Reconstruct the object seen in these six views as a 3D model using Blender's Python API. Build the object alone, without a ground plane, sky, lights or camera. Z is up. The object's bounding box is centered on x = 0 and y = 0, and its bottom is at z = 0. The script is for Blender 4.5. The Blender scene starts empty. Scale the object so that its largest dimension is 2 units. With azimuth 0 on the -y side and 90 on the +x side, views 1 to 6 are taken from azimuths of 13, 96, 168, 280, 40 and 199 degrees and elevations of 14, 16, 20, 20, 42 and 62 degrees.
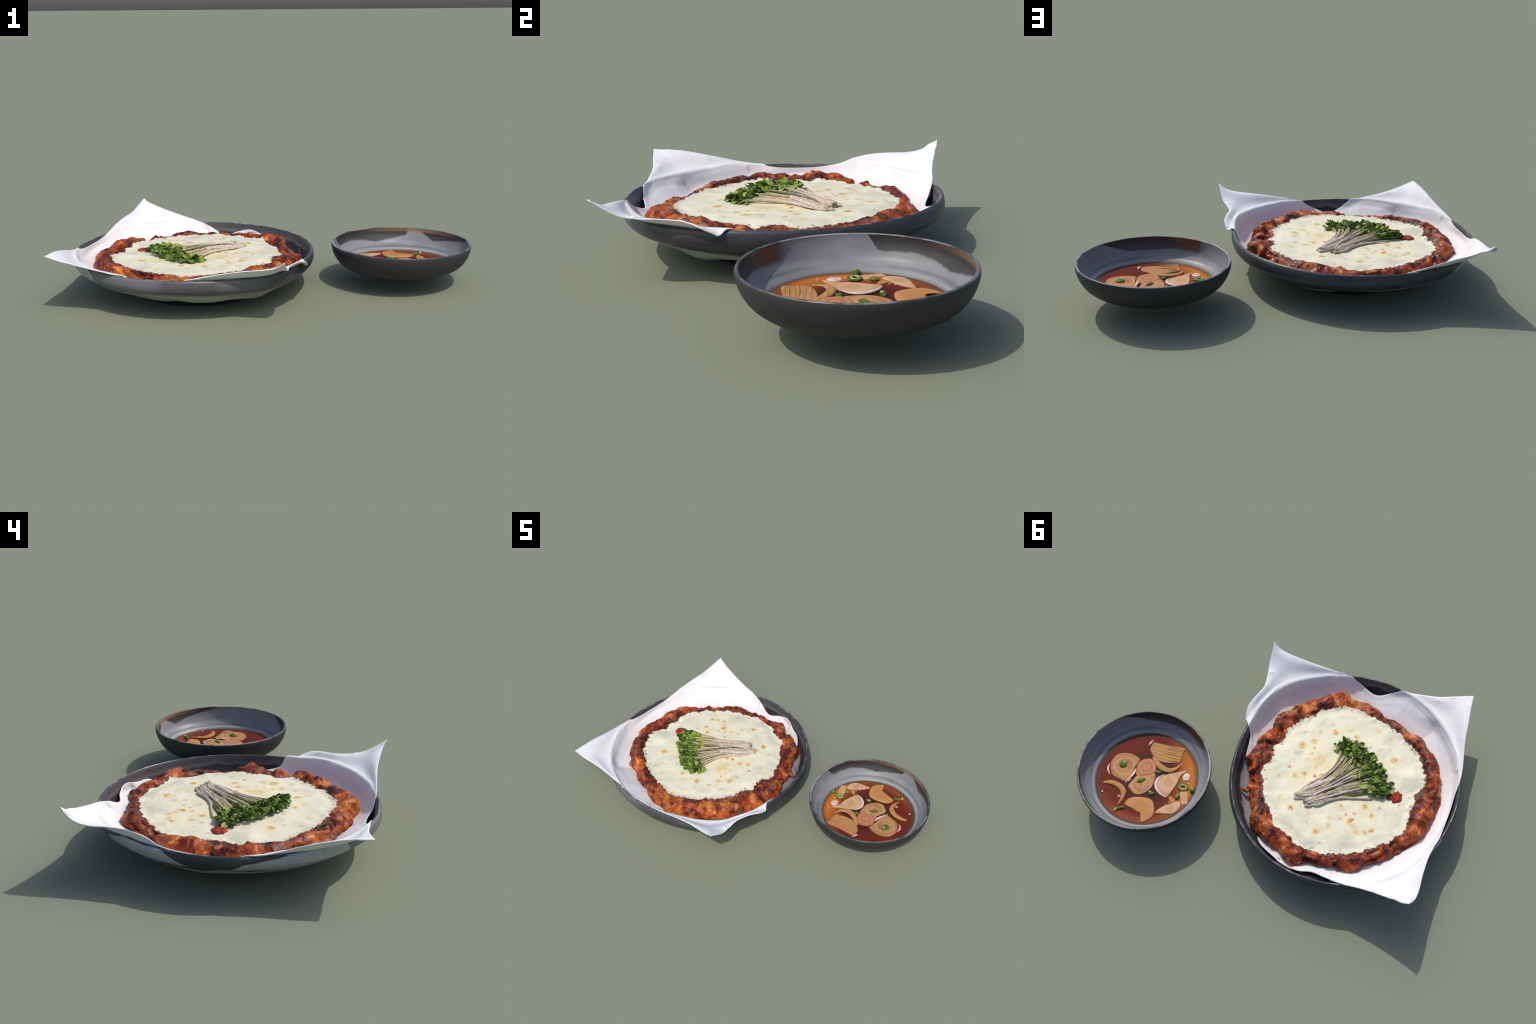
import bpy, math, random
import numpy as np
from mathutils import Vector, Matrix, noise

rnd = random.Random(11)
D = math.degrees

# ------------------------------------------------------------------ helpers
def collection_link(o):
    bpy.context.scene.collection.objects.link(o)
    return o

def mesh_object(name, verts, faces, mat, origin=(0, 0, 0), parent=None, smooth=True, mats=None):
    """Mesh given in world space, stored relative to `origin`."""
    v = np.asarray(verts, float) - np.asarray(origin, float)
    me = bpy.data.meshes.new(name)
    me.from_pydata(v.tolist(), [], [tuple(f) for f in faces])
    me.validate()
    me.update()
    me.polygons.foreach_set("use_smooth", [smooth] * len(me.polygons))
    for m in (mats or [mat]):
        me.materials.append(m)
    o = collection_link(bpy.data.objects.new(name, me))
    attach(o, origin, parent)
    return o

def attach(o, origin, parent):
    if parent is not None:
        o.parent = parent
        pw = parent["_at"] if "_at" in parent else (0, 0, 0)
        o.location = Vector(origin) - Vector(pw)
    else:
        o.location = Vector(origin)
    o["_at"] = list(origin)

def empty(name, at, parent=None):
    o = collection_link(bpy.data.objects.new(name, None))
    o.empty_display_size = 0.05
    attach(o, at, parent)
    return o

def grid_faces(rows, cols, wrap=True, flip=False):
    f = []
    for i in range(rows - 1):
        for j in range(cols if wrap else cols - 1):
            a, b = i * cols + j, i * cols + (j + 1) % cols
            c, d = b + cols, a + cols
            f.append((a, d, c, b) if flip else (a, b, c, d))
    return f

def table(points, period=360.0):
    """Smooth periodic interpolation of (angle, value) control points."""
    pts = sorted(points)
    a = np.array([p[0] for p in pts], float)
    v = np.array([p[1] for p in pts], float)
    a = np.concatenate([a - period, a, a + period])
    v = np.concatenate([v, v, v])
    m = np.gradient(v, a)
    def f(x):
        x = (np.asarray(x, float) + 180) % period - 180
        i = np.clip(np.searchsorted(a, x, side="right") - 1, 0, len(a) - 2)
        h = a[i + 1] - a[i]
        t = (x - a[i]) / h
        # limited Hermite
        return ((2*t**3 - 3*t**2 + 1) * v[i] + (t**3 - 2*t**2 + t) * h * m[i] * .7
                + (-2*t**3 + 3*t**2) * v[i+1] + (t**3 - t**2) * h * m[i+1] * .7)
    return f

def catmull(P, n, closed=False):
    P = [np.asarray(p, float) for p in P]
    k = len(P)
    out = []
    seg = k if closed else k - 1
    for s in range(n if closed else n + 1):
        u = s / n * seg
        i = min(int(u), seg - 1)
        t = u - i
        if closed:
            a, b, c, d = P[(i-1) % k], P[i % k], P[(i+1) % k], P[(i+2) % k]
        else:
            b, c = P[i], P[i+1]
            a = P[i-1] if i > 0 else 2*b - c
            d = P[i+2] if i + 2 < k else 2*c - b
        out.append(.5 * (2*b + (c-a)*t + (2*a - 5*b + 4*c - d)*t*t + (3*b - a - 3*c + d)*t**3))
    return np.array(out)

def fbm(p, octaves=3, s=1.0):
    return noise.fractal(Vector(p) * s, 0.9, 2.0, octaves)

def sstep(a, b, x):
    t = np.clip((x - a) / (b - a), 0, 1)
    return t * t * (3 - 2 * t)

# ------------------------------------------------------------ node helpers
class Mat:
    def __init__(self, name, rough=.5, spec=.5, coat=0.0):
        self.m = bpy.data.materials.new(name)
        self.m.use_nodes = True
        self.nt = self.m.node_tree
        self.bsdf = self.nt.nodes["Principled BSDF"]
        self.set(rough, "Roughness")
        self.bsdf.inputs["Specular IOR Level"].default_value = spec
        if coat:
            self.bsdf.inputs["Coat Weight"].default_value = coat
            self.bsdf.inputs["Coat Roughness"].default_value = .15
        self._co = None
    def node(self, t, **kw):
        n = self.nt.nodes.new(t)
        for k, v in kw.items():
            setattr(n, k, v)
        return n
    def link(self, a, b):
        self.nt.links.new(a, b)
    def put(self, sock, v):
        if isinstance(v, bpy.types.NodeSocket):
            self.link(v, sock)
        elif isinstance(v, (tuple, list)) and len(v) == 3 and sock.type == 'RGBA':
            sock.default_value = (*v, 1)
        else:
            sock.default_value = v
    def set(self, v, name="Base Color"):
        self.put(self.bsdf.inputs[name], v)
    @property
    def co(self):
        if self._co is None:
            self._co = self.node("ShaderNodeTexCoord").outputs["Object"]
        return self._co
    def xyz(self, v=None):
        s = self.node("ShaderNodeSeparateXYZ")
        self.link(v or self.co, s.inputs[0])
        return s.outputs
    def math(self, op, a, b=0.0, c=None, clamp=False):
        n = self.node("ShaderNodeMath", operation=op, use_clamp=clamp)
        self.put(n.inputs[0], a)
        self.put(n.inputs[1], b)
        if c is not None:
            self.put(n.inputs[2], c)
        return n.outputs[0]
    def vec(self, op, a, b):
        n = self.node("ShaderNodeVectorMath", operation=op)
        self.put(n.inputs[0], a)
        self.put(n.inputs[1], b)
        return n.outputs["Value"] if op in ("LENGTH", "DISTANCE", "DOT_PRODUCT") else n.outputs[0]
    def step(self, x, lo, hi):
        n = self.node("ShaderNodeMapRange", interpolation_type='SMOOTHSTEP')
        self.put(n.inputs["Value"], x)
        self.put(n.inputs["From Min"], lo)
        self.put(n.inputs["From Max"], hi)
        return n.outputs["Result"]
    def noise(self, scale, detail=3, rough=.55, v=None, dist=0.0, stretch=None):
        n = self.node("ShaderNodeTexNoise")
        src = v or self.co
        if stretch:
            mp = self.node("ShaderNodeMapping")
            self.link(src, mp.inputs[0])
            mp.inputs["Scale"].default_value = stretch
            src = mp.outputs[0]
        self.link(src, n.inputs["Vector"])
        n.inputs["Scale"].default_value = scale
        n.inputs["Detail"].default_value = detail
        n.inputs["Roughness"].default_value = rough
        n.inputs["Distortion"].default_value = dist
        return n.outputs["Fac"]
    def noisevec(self, scale, amount, v=None, detail=2):
        n = self.node("ShaderNodeTexNoise")
        self.link(v or self.co, n.inputs["Vector"])
        n.inputs["Scale"].default_value = scale
        n.inputs["Detail"].default_value = detail
        s = self.vec("SUBTRACT", n.outputs["Color"], (.5, .5, .5))
        m = self.node("ShaderNodeVectorMath", operation="SCALE")
        self.link(s, m.inputs[0])
        m.inputs["Scale"].default_value = amount
        return self.vec("ADD", v or self.co, m.outputs[0])
    def voronoi(self, scale, v=None, feature='F1', out="Distance", randomness=1.0):
        n = self.node("ShaderNodeTexVoronoi", feature=feature)
        self.link(v or self.co, n.inputs["Vector"])
        n.inputs["Scale"].default_value = scale
        n.inputs["Randomness"].default_value = randomness
        return n.outputs[out]
    def mix(self, f, a, b):
        n = self.node("ShaderNodeMix", data_type='RGBA')
        self.put(n.inputs["Factor"], f)
        self.put(n.inputs["A"], a) if False else self.put(n.inputs[6], a)
        self.put(n.inputs[7], b)
        return n.outputs[2]
    def ramp(self, f, stops):
        n = self.node("ShaderNodeValToRGB")
        self.put(n.inputs[0], f)
        e = n.color_ramp.elements
        while len(e) < len(stops):
            e.new(.5)
        for el, (p, c) in zip(e, stops):
            el.position = p
            el.color = (*c, 1)
        return n.outputs[0]
    def curve(self, f, pts):
        """Float curve: pts over 0..1."""
        n = self.node("ShaderNodeFloatCurve")
        self.put(n.inputs["Value"], f)
        c = n.mapping.curves[0]
        n.mapping.use_clip = False
        while len(c.points) < len(pts):
            c.points.new(.5, .5)
        for p, (x, y) in zip(c.points, pts):
            p.location = (x, y)
            p.handle_type = 'VECTOR'
        n.mapping.update()
        return n.outputs[0]
    def angle(self):
        """Angle about the local z axis, mapped -180..180 -> 0..1."""
        o = self.xyz()
        a = self.math("ARCTAN2", o[1], o[0])
        return self.math("MULTIPLY_ADD", a, 1 / (2 * math.pi), .5)
    def bump(self, h, strength=.3, distance=.004):
        b = self.node("ShaderNodeBump")
        b.inputs["Strength"].default_value = strength
        b.inputs["Distance"].default_value = distance
        self.put(b.inputs["Height"], h)
        self.link(b.outputs[0], self.bsdf.inputs["Normal"])

def ang_curve(pts, lo, hi):
    return [((a + 180) / 360, (v - lo) / (hi - lo)) for a, v in sorted(pts)]

# ================================================================= MATERIALS
# ---- serving plate: charcoal glaze, pale wrapped underside
PLATE = (-.391, -.0095)
def plate_outer_material():
    m = Mat("plate_outer_glaze", rough=.38, spec=.4)
    x, y, z = m.xyz()
    a = m.angle()
    brushed = m.noise(16, 4, .6, stretch=(1, 1, 14))
    base = m.mix(m.step(brushed, .3, .75), (.030, .032, .036), (.062, .064, .070))
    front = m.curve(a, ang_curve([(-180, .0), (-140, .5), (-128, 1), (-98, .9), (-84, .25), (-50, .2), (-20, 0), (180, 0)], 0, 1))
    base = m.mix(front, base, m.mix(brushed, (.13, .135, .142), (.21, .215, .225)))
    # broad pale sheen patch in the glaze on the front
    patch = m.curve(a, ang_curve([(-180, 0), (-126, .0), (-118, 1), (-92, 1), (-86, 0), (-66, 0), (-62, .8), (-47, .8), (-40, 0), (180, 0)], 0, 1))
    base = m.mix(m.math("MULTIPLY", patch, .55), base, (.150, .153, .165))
    # white paper-clad side: everything below a V on the left
    edge = m.curve(a, ang_curve([(-180, .085), (-168, .185), (-150, .215), (-132, .225), (-124, .20), (-120, .05),
                                 (-100, .0), (100, .0), (112, .06), (128, .18), (140, .215), (160, .215), (170, .14), (180, .085)], 0, .3))
    edge = m.math("MULTIPLY", edge, .3)
    n1 = m.noise(9, 3)
    d = m.math("SUBTRACT", m.math("MULTIPLY_ADD", n1, .016, edge), m.math("ADD", z, .008))
    clad = m.step(d, 0, .006)
    cladcol = m.mix(m.step(brushed, .3, .8), (.33, .35, .37), (.50, .52, .53))
    base = m.mix(clad, base, cladcol)
    seam = m.math("MULTIPLY", m.step(d, -.012, -.002), m.math("SUBTRACT", 1.0, m.step(d, 0, .004)))
    base = m.mix(m.math("MULTIPLY", seam, .8), base, (.03, .035, .05))
    # pale lower band all round, narrow at the back
    low = m.curve(a, ang_curve([(-180, .11), (-120, .125), (-90, .135), (-50, .130), (-20, .105), (20, .086), (90, .080), (140, .085), (180, .10)], 0, .3))
    low = m.math("MULTIPLY", low, .3)
    d2 = m.math("SUBTRACT", m.math("MULTIPLY_ADD", m.noise(6, 2), .02, low), m.math("ADD", z, .01))
    base = m.mix(m.step(d2, -.012, .014), base, (.44, .47, .41))
    # brown drip fringe along its lower edge
    d3 = m.math("SUBTRACT", m.math("MULTIPLY_ADD", m.noise(11, 2), .03, .037), z)
    base = m.mix(m.step(d3, -.002, .003), base, (.20, .085, .025))
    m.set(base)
    m.bump(brushed, .12, .003)
    return m.m

def plate_inner_material():
    m = Mat("plate_inner_glaze", rough=.45, spec=.3)
    x, y, z = m.xyz()
    n = m.noise(7, 3)
    zz = m.math("MULTIPLY_ADD", n, .05, z)
    col = m.ramp(m.step(zz, .10, .235), [(0, (.33, .29, .295)), (.33, (.27, .245, .25)), (.42, (.03, .03, .035)), (.72, (.022, .022, .026)),
                                         (.82, (.13, .12, .12)), (1, (.05, .05, .055))])
    fine = m.noise(30, 3, .6, stretch=(1, 1, 8))
    col = m.mix(m.math("MULTIPLY", m.step(fine, .45, .8), .25), col, (.2, .19, .2))
    m.set(col)
    return m.m

def plate_rim_material():
    m = Mat("plate_rim_glaze", rough=.3, spec=.5)
    n = m.noise(22, 3)
    m.set(m.mix(m.step(n, .45, .7), (.040, .041, .045), (.34, .34, .35)))  # lighter blotches are rim highlights drawn in the base colour
    return m.m

def foot_material():
    m = Mat("plate_foot_clay", rough=.7, spec=.3)
    n = m.noise(40, 3)
    m.set(m.mix(n, (.010, .010, .011), (.035, .035, .04)))
    return m.m

# ---- paper
def paper_material():
    m = Mat("greaseproof_paper", rough=.75, spec=.2)
    n = m.noise(3.5, 4, .6)
    f = m.noise(60, 3, .6)
    col = m.mix(m.step(n, .35, .7), (.755, .765, .795), (.815, .815, .828))
    x, y, z = m.xyz()
    # lower part, near the food, is warmer and a touch greasy
    warm = m.math("SUBTRACT", 1.0, m.step(m.math("MULTIPLY_ADD", n, .06, z), .15, .25))
    col = m.mix(m.math("MULTIPLY", warm, .55), col, (.765, .742, .735))
    m.set(col)
    h = m.math("ADD", n, m.math("MULTIPLY", f, .15))
    m.bump(h, .35, .01)
    return m.m

# ---- pie
PIE = (-.372, .018)
def crust_material():
    m = Mat("sauced_crust", rough=.5, spec=.26)
    x, y, z = m.xyz()
    warp = m.noisevec(9, .05)
    big = m.noise(8, 3, .55, v=warp)
    mid = m.noise(22, 4, .6, v=warp)
    fine = m.noise(75, 4, .65)
    v = m.math("ADD", m.math("ADD", m.math("MULTIPLY", big, .40), m.math("MULTIPLY", mid, .42)), m.math("MULTIPLY", fine, .18))
    col = m.ramp(m.step(v, .35, .64), [(0, (.022, .006, .006)), (.25, (.062, .011, .007)), (.46, (.180, .025, .009)), (.67, (.320, .050, .011)), (.88, (.44, .100, .018)), (1, (.74, .33, .10))])
    r = m.vec("LENGTH", m.vec("MULTIPLY", m.co, (1, 1, 0)), (0, 0, 0))
    # golden patches, most along the front right
    side = m.step(m.math("ADD", m.math("MULTIPLY", x, .45), m.math("MULTIPLY", y, -.55)), -.16, .28)
    gold = m.math("MULTIPLY", m.step(m.noise(10, 4, .6, dist=.6), .44, .60), m.math("MULTIPLY_ADD", side, .88, .12))
    lowr = m.step(m.math("MULTIPLY_ADD", big, .08, r), .49, .53)
    col = m.mix(m.math("MULTIPLY", m.math("MULTIPLY", gold, lowr), .75), col, m.mix(m.step(fine, .4, .65), (.42, .105, .015), (.70, .27, .05)))
    # scorched toward the cheese
    sc = m.math("SUBTRACT", 1.0, m.step(m.math("MULTIPLY_ADD", mid, .15, r), .480, .545))
    col = m.mix(m.math("MULTIPLY", sc, .80), col, m.mix(m.step(fine, .42, .62), (.034, .009, .007), (.135, .028, .014)))
    # small bright specks: glossy highlights painted into the crust colour
    fl = m.step(m.noise(120, 3, .55), .60, .68)
    col = m.mix(m.math("MULTIPLY", fl, m.math("MULTIPLY_ADD", lowr, .35, .12)), col, (.66, .34, .16))
    dk = m.step(m.noise(30, 4, .6, v=warp), .58, .70)
    col = m.mix(m.math("MULTIPLY", dk, .5), col, (.05, .013, .012))
    m.set(col)
    m.set(m.math("MULTIPLY_ADD", m.step(fine, .40, .62), .45, .20), "Roughness")
    h = m.math("ADD", m.math("MULTIPLY", mid, 1.0), m.math("MULTIPLY", fine, .6))
    m.bump(h, .5, .009)
    return m.m

# scorch marks on the cheese: (x, y, radius, strength, red?) about the pie centre
SPOTS = [(.259,-.142,.022,.9,0),(.108,-.272,.020,.9,0),(.205,-.186,.018,.55,0),(.265,-.224,.013,.45,0),(.188,-.249,.014,.45,0),(.189,-.147,.012,.8,0),
 (.285,.001,.012,.9,1),(.244,.043,.016,.9,1),(.197,.018,.019,.8,0),(.140,.016,.014,1,0),(.109,.003,.016,.75,0),(.149,-.041,.010,.7,0),(.197,-.107,.011,.6,0),
 (.202,-.074,.013,.5,0),(.143,-.084,.038,.4,0),(-.008,-.281,.016,.75,0),(.032,-.312,.012,.45,0),(.137,-.318,.012,.35,0),(-.092,-.236,.010,.8,1),(-.153,-.240,.011,.6,0),
 (-.199,-.256,.012,.65,0),(-.236,-.207,.023,.8,0),(-.277,-.109,.009,.4,0),(.207,.233,.018,1,0),(-.045,.145,.011,.85,0),(-.160,.109,.017,.95,0),(-.122,.163,.011,.9,1),
 (-.077,.177,.010,.8,1),(-.208,.144,.019,.65,0),(-.112,.208,.020,.9,0),(.004,.224,.014,.55,0),(-.057,.213,.010,.6,0),(.106,.239,.016,.35,0),(.099,.287,.012,.45,0),
 (-.011,.274,.018,.5,0),(.043,.320,.023,.65,0),(.005,.374,.009,.7,0),(-.156,.257,.022,.45,0),(-.200,.251,.018,.55,0),(-.227,.226,.016,.75,0),(-.236,.097,.009,.6,0),
 (-.274,.124,.013,.4,0),(-.330,.051,.011,.5,0),(-.233,.030,.013,.5,0),(.169,.343,.012,.35,0),(.320,.074,.018,.4,0),(.282,.193,.020,.35,0),(-.109,-.358,.020,.35,0),
 (-.188,-.328,.016,.3,0),(-.070,-.401,.012,.3,0),(.153,.212,.009,.4,0),(-.323,.104,.008,.4,0),(-.213,.189,.006,.8,0),(-.127,.233,.026,.35,0)]
# thin grey-green pools where the cheese lies on filling
POOLS = [(.262,-.105,.035,1),(.14,.25,.07,.6),(-.10,.34,.08,.7),(.36,.03,.07,.6),(-.05,-.37,.06,.45),(.20,-.31,.06,.5),(-.34,-.06,.07,.45),(.345,.13,.05,.5),
 (-.28,.27,.05,.5),(.20,.33,.05,.5),(-.19,-.33,.06,.5),(.02,.30,.04,.3),(-.33,.12,.05,.3),(.30,-.23,.05,.35),(.04,.40,.04,.4)]

def cheese_material(name="melted_cheese", fringe=0.0):
    m = Mat(name, rough=.5, spec=.2)
    flat = m.vec("MULTIPLY", m.co, (1, 1, 0))
    n = m.noise(4.5, 3, .5)
    n2 = m.noise(14, 4, .6)
    r = m.vec("LENGTH", flat, (0, 0, 0))
    col = m.mix(m.step(m.math("MULTIPLY_ADD", n, .25, r), .20, .52), (.80, .745, .535), (.755, .725, .565))
    warm = m.math("SUBTRACT", 1.0, m.step(m.vec("DISTANCE", flat, (.10, -.02, 0)), .03, .24))
    col = m.mix(m.math("MULTIPLY", warm, .6), col, (.80, .71, .47))
    # translucent grey-green pools, mostly off centre
    wp = m.noisevec(8, .09, v=flat)
    pool = None
    for (x, y, rad, st) in POOLS:
        f = m.math("MULTIPLY", m.math("SUBTRACT", 1.0, m.step(m.vec("DISTANCE", wp, (x, y, 0)), rad * .2, rad * 1.15)), st)
        pool = f if pool is None else m.math("MAXIMUM", pool, f)
    col = m.mix(m.math("MULTIPLY", pool, .8), col, (.50, .515, .405))
    mott = m.step(m.noise(11, 4, .65), .52, .75)
    col = m.mix(m.math("MULTIPLY", mott, .35), col, (.60, .60, .46))
    rimz = m.step(m.math("MULTIPLY_ADD", n2, .06, r), .39, .46)
    col = m.mix(m.math("MULTIPLY", rimz, .30), col, (.62, .62, .50))
    p = m.noisevec(34, .034, v=flat, detail=4)
    tan, red = None, None
    for (x, y, rad, s, isred) in SPOTS:
        d = m.vec("DISTANCE", p, (x, y, 0))
        f = m.math("MULTIPLY", m.math("SUBTRACT", 1.0, m.step(d, rad * .35, rad * 1.25)), s)
        if isred:
            red = f if red is None else m.math("MAXIMUM", red, f)
        else:
            tan = f if tan is None else m.math("MAXIMUM", tan, f)
    halo = None
    for (x, y, rad, st, isred) in SPOTS:
        if rad > .013:
            f = m.math("MULTIPLY", m.math("SUBTRACT", 1.0, m.step(m.vec("DISTANCE", wp, (x, y, 0)), rad * .6, rad * 2.6)), st)
            halo = f if halo is None else m.math("MAXIMUM", halo, f)
    col = m.mix(m.math("MULTIPLY", halo, .45), col, (.80, .69, .36))
    grain = m.step(m.noise(70, 3, .6), .38, .60)
    col = m.mix(m.math("MULTIPLY", tan, .85), col, (.72, .51, .16))
    col = m.mix(m.math("MULTIPLY", m.math("MULTIPLY", m.math("POWER", tan, 1.3), grain), 1.0), col, (.47, .165, .018))
    col = m.mix(m.math("MULTIPLY", red, m.math("MULTIPLY_ADD", grain, .65, .3)), col, (.45, .09, .02))
    # small specks of yellow all over
    y = m.math("MULTIPLY", m.step(m.noise(9, 5, .7), .53, .73), .5)
    col = m.mix(y, col, (.77, .665, .36))
    y2 = m.math("MULTIPLY", m.step(m.noise(30, 3, .6), .63, .73), .45)
    col = m.mix(y2, col, (.74, .57, .24))
    # sauce soaking into the very edge
    e = m.step(m.math("MULTIPLY_ADD", n2, .035, r), .445, .475)
    col = m.mix(m.math("MULTIPLY", e, .25), col, (.45, .28, .17))
    if fringe:
        # thin melted margin: sauce and crust show through in ragged patches
        fr = m.noise(42, 4, .65)
        col = m.mix(m.step(fr, .66 - fringe * .30, .80 - fringe * .30), col, m.mix(m.noise(80, 2), (.085, .018, .010), (.27, .075, .028)))
    m.set(col)
    m.bump(m.math("ADD", n2, m.math("MULTIPLY", n, 1.5)), .35, .012)
    m.bsdf.inputs["Subsurface Weight"].default_value = .08
    m.bsdf.inputs["Subsurface Radius"].default_value = (.02, .015, .008)
    m.bsdf.inputs["Subsurface Scale"].default_value = .3
    return m.m

def chili_material():
    m = Mat("chili_paste", rough=.6, spec=.15)
    m.set(m.mix(m.step(m.noise(60, 4), .35, .65), (.19, .018, .010), (.36, .050, .020)))
    m.bump(m.noise(90, 3), .4, .004)
    return m.m

def stem_material(name, light):
    m = Mat(name, rough=.65, spec=.12)
    o = m.node("ShaderNodeObjectInfo")
    # distance from the root end of the bunch, in pie coordinates
    d = m.vec("DISTANCE", m.vec("MULTIPLY", m.co, (1, 1, 0)), (.19, .16, 0))
    st = m.noise(70, 3, .6)
    lo, hi = [((.44, .365, .30), (.66, .57, .47)), ((.34, .275, .165), (.60, .50, .33)), ((.10, .085, .045), (.24, .20, .11))][light]
    c0 = m.mix(m.step(st, .3, .7), lo, hi)
    c1 = m.mix(st, (.20, .22, .07), (.46, .44, .19)) if light < 2 else m.mix(st, (.06, .075, .02), (.17, .18, .05))
    c2 = (.14, .22, .04)
    t = m.math("MULTIPLY_ADD", o.outputs["Random"], .12, d)
    col = m.mix(m.step(t, .26, .50), c0, c1)
    col = m.mix(m.step(t, .46, .56), col, c2)
    m.set(col)
    return m.m

def leaf_material():
    m = Mat("sprout_leaf", rough=.5, spec=.22)
    o = m.node("ShaderNodeObjectInfo")
    n = m.noise(45, 3)
    t = m.math("ADD", m.math("MULTIPLY", o.outputs["Random"], .75), m.math("MULTIPLY", n, .25))
    col = m.ramp(t, [(0, (.018, .034, .007)), (.22, (.052, .095, .013)), (.48, (.125, .215, .026)), (.72, (.27, .39, .055)), (1, (.52, .57, .17))])
    m.set(col)
    tr = m.node("ShaderNodeBsdfTranslucent")
    m.link(col, tr.inputs[0])
    mx = m.node("ShaderNodeMixShader")
    mx.inputs[0].default_value = .2
    m.link(m.bsdf.outputs[0], mx.inputs[1])
    m.link(tr.outputs[0], mx.inputs[2])
    m.link(mx.outputs[0], m.nt.nodes["Material Output"].inputs[0])
    return m.m

# ---- sauce bowl
BOWL = (.6403, .2806)
def bowl_outer_material():
    m = Mat("bowl_matt_glaze", rough=.55, spec=.35)
    n = m.noise(24, 4, .6)
    m.set(m.mix(n, (.026, .026, .027), (.044, .043, .042)))
    m.bump(m.noise(120, 2), .06, .002)
    return m.m

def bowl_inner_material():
    m = Mat("bowl_baked_reflections", rough=.42, spec=.3)
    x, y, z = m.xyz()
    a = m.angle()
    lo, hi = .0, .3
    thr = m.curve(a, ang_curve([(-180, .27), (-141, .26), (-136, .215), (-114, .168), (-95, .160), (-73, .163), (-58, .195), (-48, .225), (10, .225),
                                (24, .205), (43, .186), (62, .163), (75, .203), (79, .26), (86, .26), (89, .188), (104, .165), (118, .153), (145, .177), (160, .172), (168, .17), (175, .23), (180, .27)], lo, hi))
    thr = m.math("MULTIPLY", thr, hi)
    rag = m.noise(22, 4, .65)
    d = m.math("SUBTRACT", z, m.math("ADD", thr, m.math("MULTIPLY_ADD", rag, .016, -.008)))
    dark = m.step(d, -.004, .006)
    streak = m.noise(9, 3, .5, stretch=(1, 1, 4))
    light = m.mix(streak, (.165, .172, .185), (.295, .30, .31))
    # pale grey is sky reflection painted over the dark glaze
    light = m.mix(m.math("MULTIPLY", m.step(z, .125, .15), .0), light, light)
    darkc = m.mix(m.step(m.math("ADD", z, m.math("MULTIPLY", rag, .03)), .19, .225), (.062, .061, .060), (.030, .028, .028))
    # painted reflection darkened to grey on the left shoulder
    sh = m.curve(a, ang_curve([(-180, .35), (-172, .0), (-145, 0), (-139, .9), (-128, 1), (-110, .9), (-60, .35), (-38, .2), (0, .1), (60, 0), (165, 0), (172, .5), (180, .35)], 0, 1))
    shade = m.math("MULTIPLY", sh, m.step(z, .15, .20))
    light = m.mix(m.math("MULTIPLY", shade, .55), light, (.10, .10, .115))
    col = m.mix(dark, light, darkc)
    # brown tint near the lip
    br = m.curve(a, ang_curve([(-180, 0), (-138, 0), (-132, 1), (-116, 1), (-110, .2), (-100, 0), (30, .1), (45, .5), (70, 1), (100, .7), (125, .2), (140, 0), (180, 0)], 0, 1))
    bz = m.step(m.math("MULTIPLY_ADD", rag, .012, z), .205, .220)
    col = m.mix(m.math("MULTIPLY", m.math("MULTIPLY", br, bz), .9), col, (.27, .16, .085))
    br2 = m.curve(a, ang_curve([(-180, 0), (-139, 0), (-133, 1), (-118, 1), (-112, 0), (180, 0)], 0, 1))
    col = m.mix(m.math("MULTIPLY", m.math("MULTIPLY", br2, m.step(z, .155, .175)), .95), col, (.115, .048, .022))
    # ring groove and the sauce tide mark
    g = m.math("MULTIPLY", m.step(z, .126, .131), m.math("SUBTRACT", 1.0, m.step(z, .133, .140)))
    gf = m.step(m.noise(3, 2), .38, .55)
    col = m.mix(m.math("MULTIPLY", m.math("MULTIPLY", g, gf), .55), col, (.10, .11, .115))
    wl = m.math("MULTIPLY", m.step(z, .1195, .1215), m.math("SUBTRACT", 1.0, m.step(z, .1225, .1255)))
    wf = m.curve(a, ang_curve([(-180, .05), (-150, .1), (-90, .15), (-60, .35), (-20, .9), (50, .9), (95, .8), (120, .3), (150, .1), (180, .05)], 0, 1))
    col = m.mix(m.math("MULTIPLY", m.math("MULTIPLY", wl, wf), .6), col, (.50, .51, .52))
    tide = m.math("SUBTRACT", 1.0, m.step(m.math("MULTIPLY_ADD", rag, .004, z), .114, .121))
    col = m.mix(m.math("MULTIPLY", tide, .85), col, (.12, .105, .065))
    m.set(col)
    m.bump(rag, .05, .003)
    return m.m

def bowl_rim_material():
    m = Mat("bowl_lip_glaze", rough=.4, spec=.4)
    a = m.angle()
    w = m.curve(a, ang_curve([(-180, .75), (-150, .8), (-120, .2), (-60, .15), (-20, .5), (20, .5), (60, .25), (110, .35), (150, .5), (180, .75)], 0, 1))
    n = m.noise(14, 3)
    m.set(m.mix(m.math("MULTIPLY", w, m.step(n, .35, .6)), (.045, .044, .046), (.36, .35, .36)))  # pale stretches are glints on the lip, coloured in by angle
    return m.m

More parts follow.
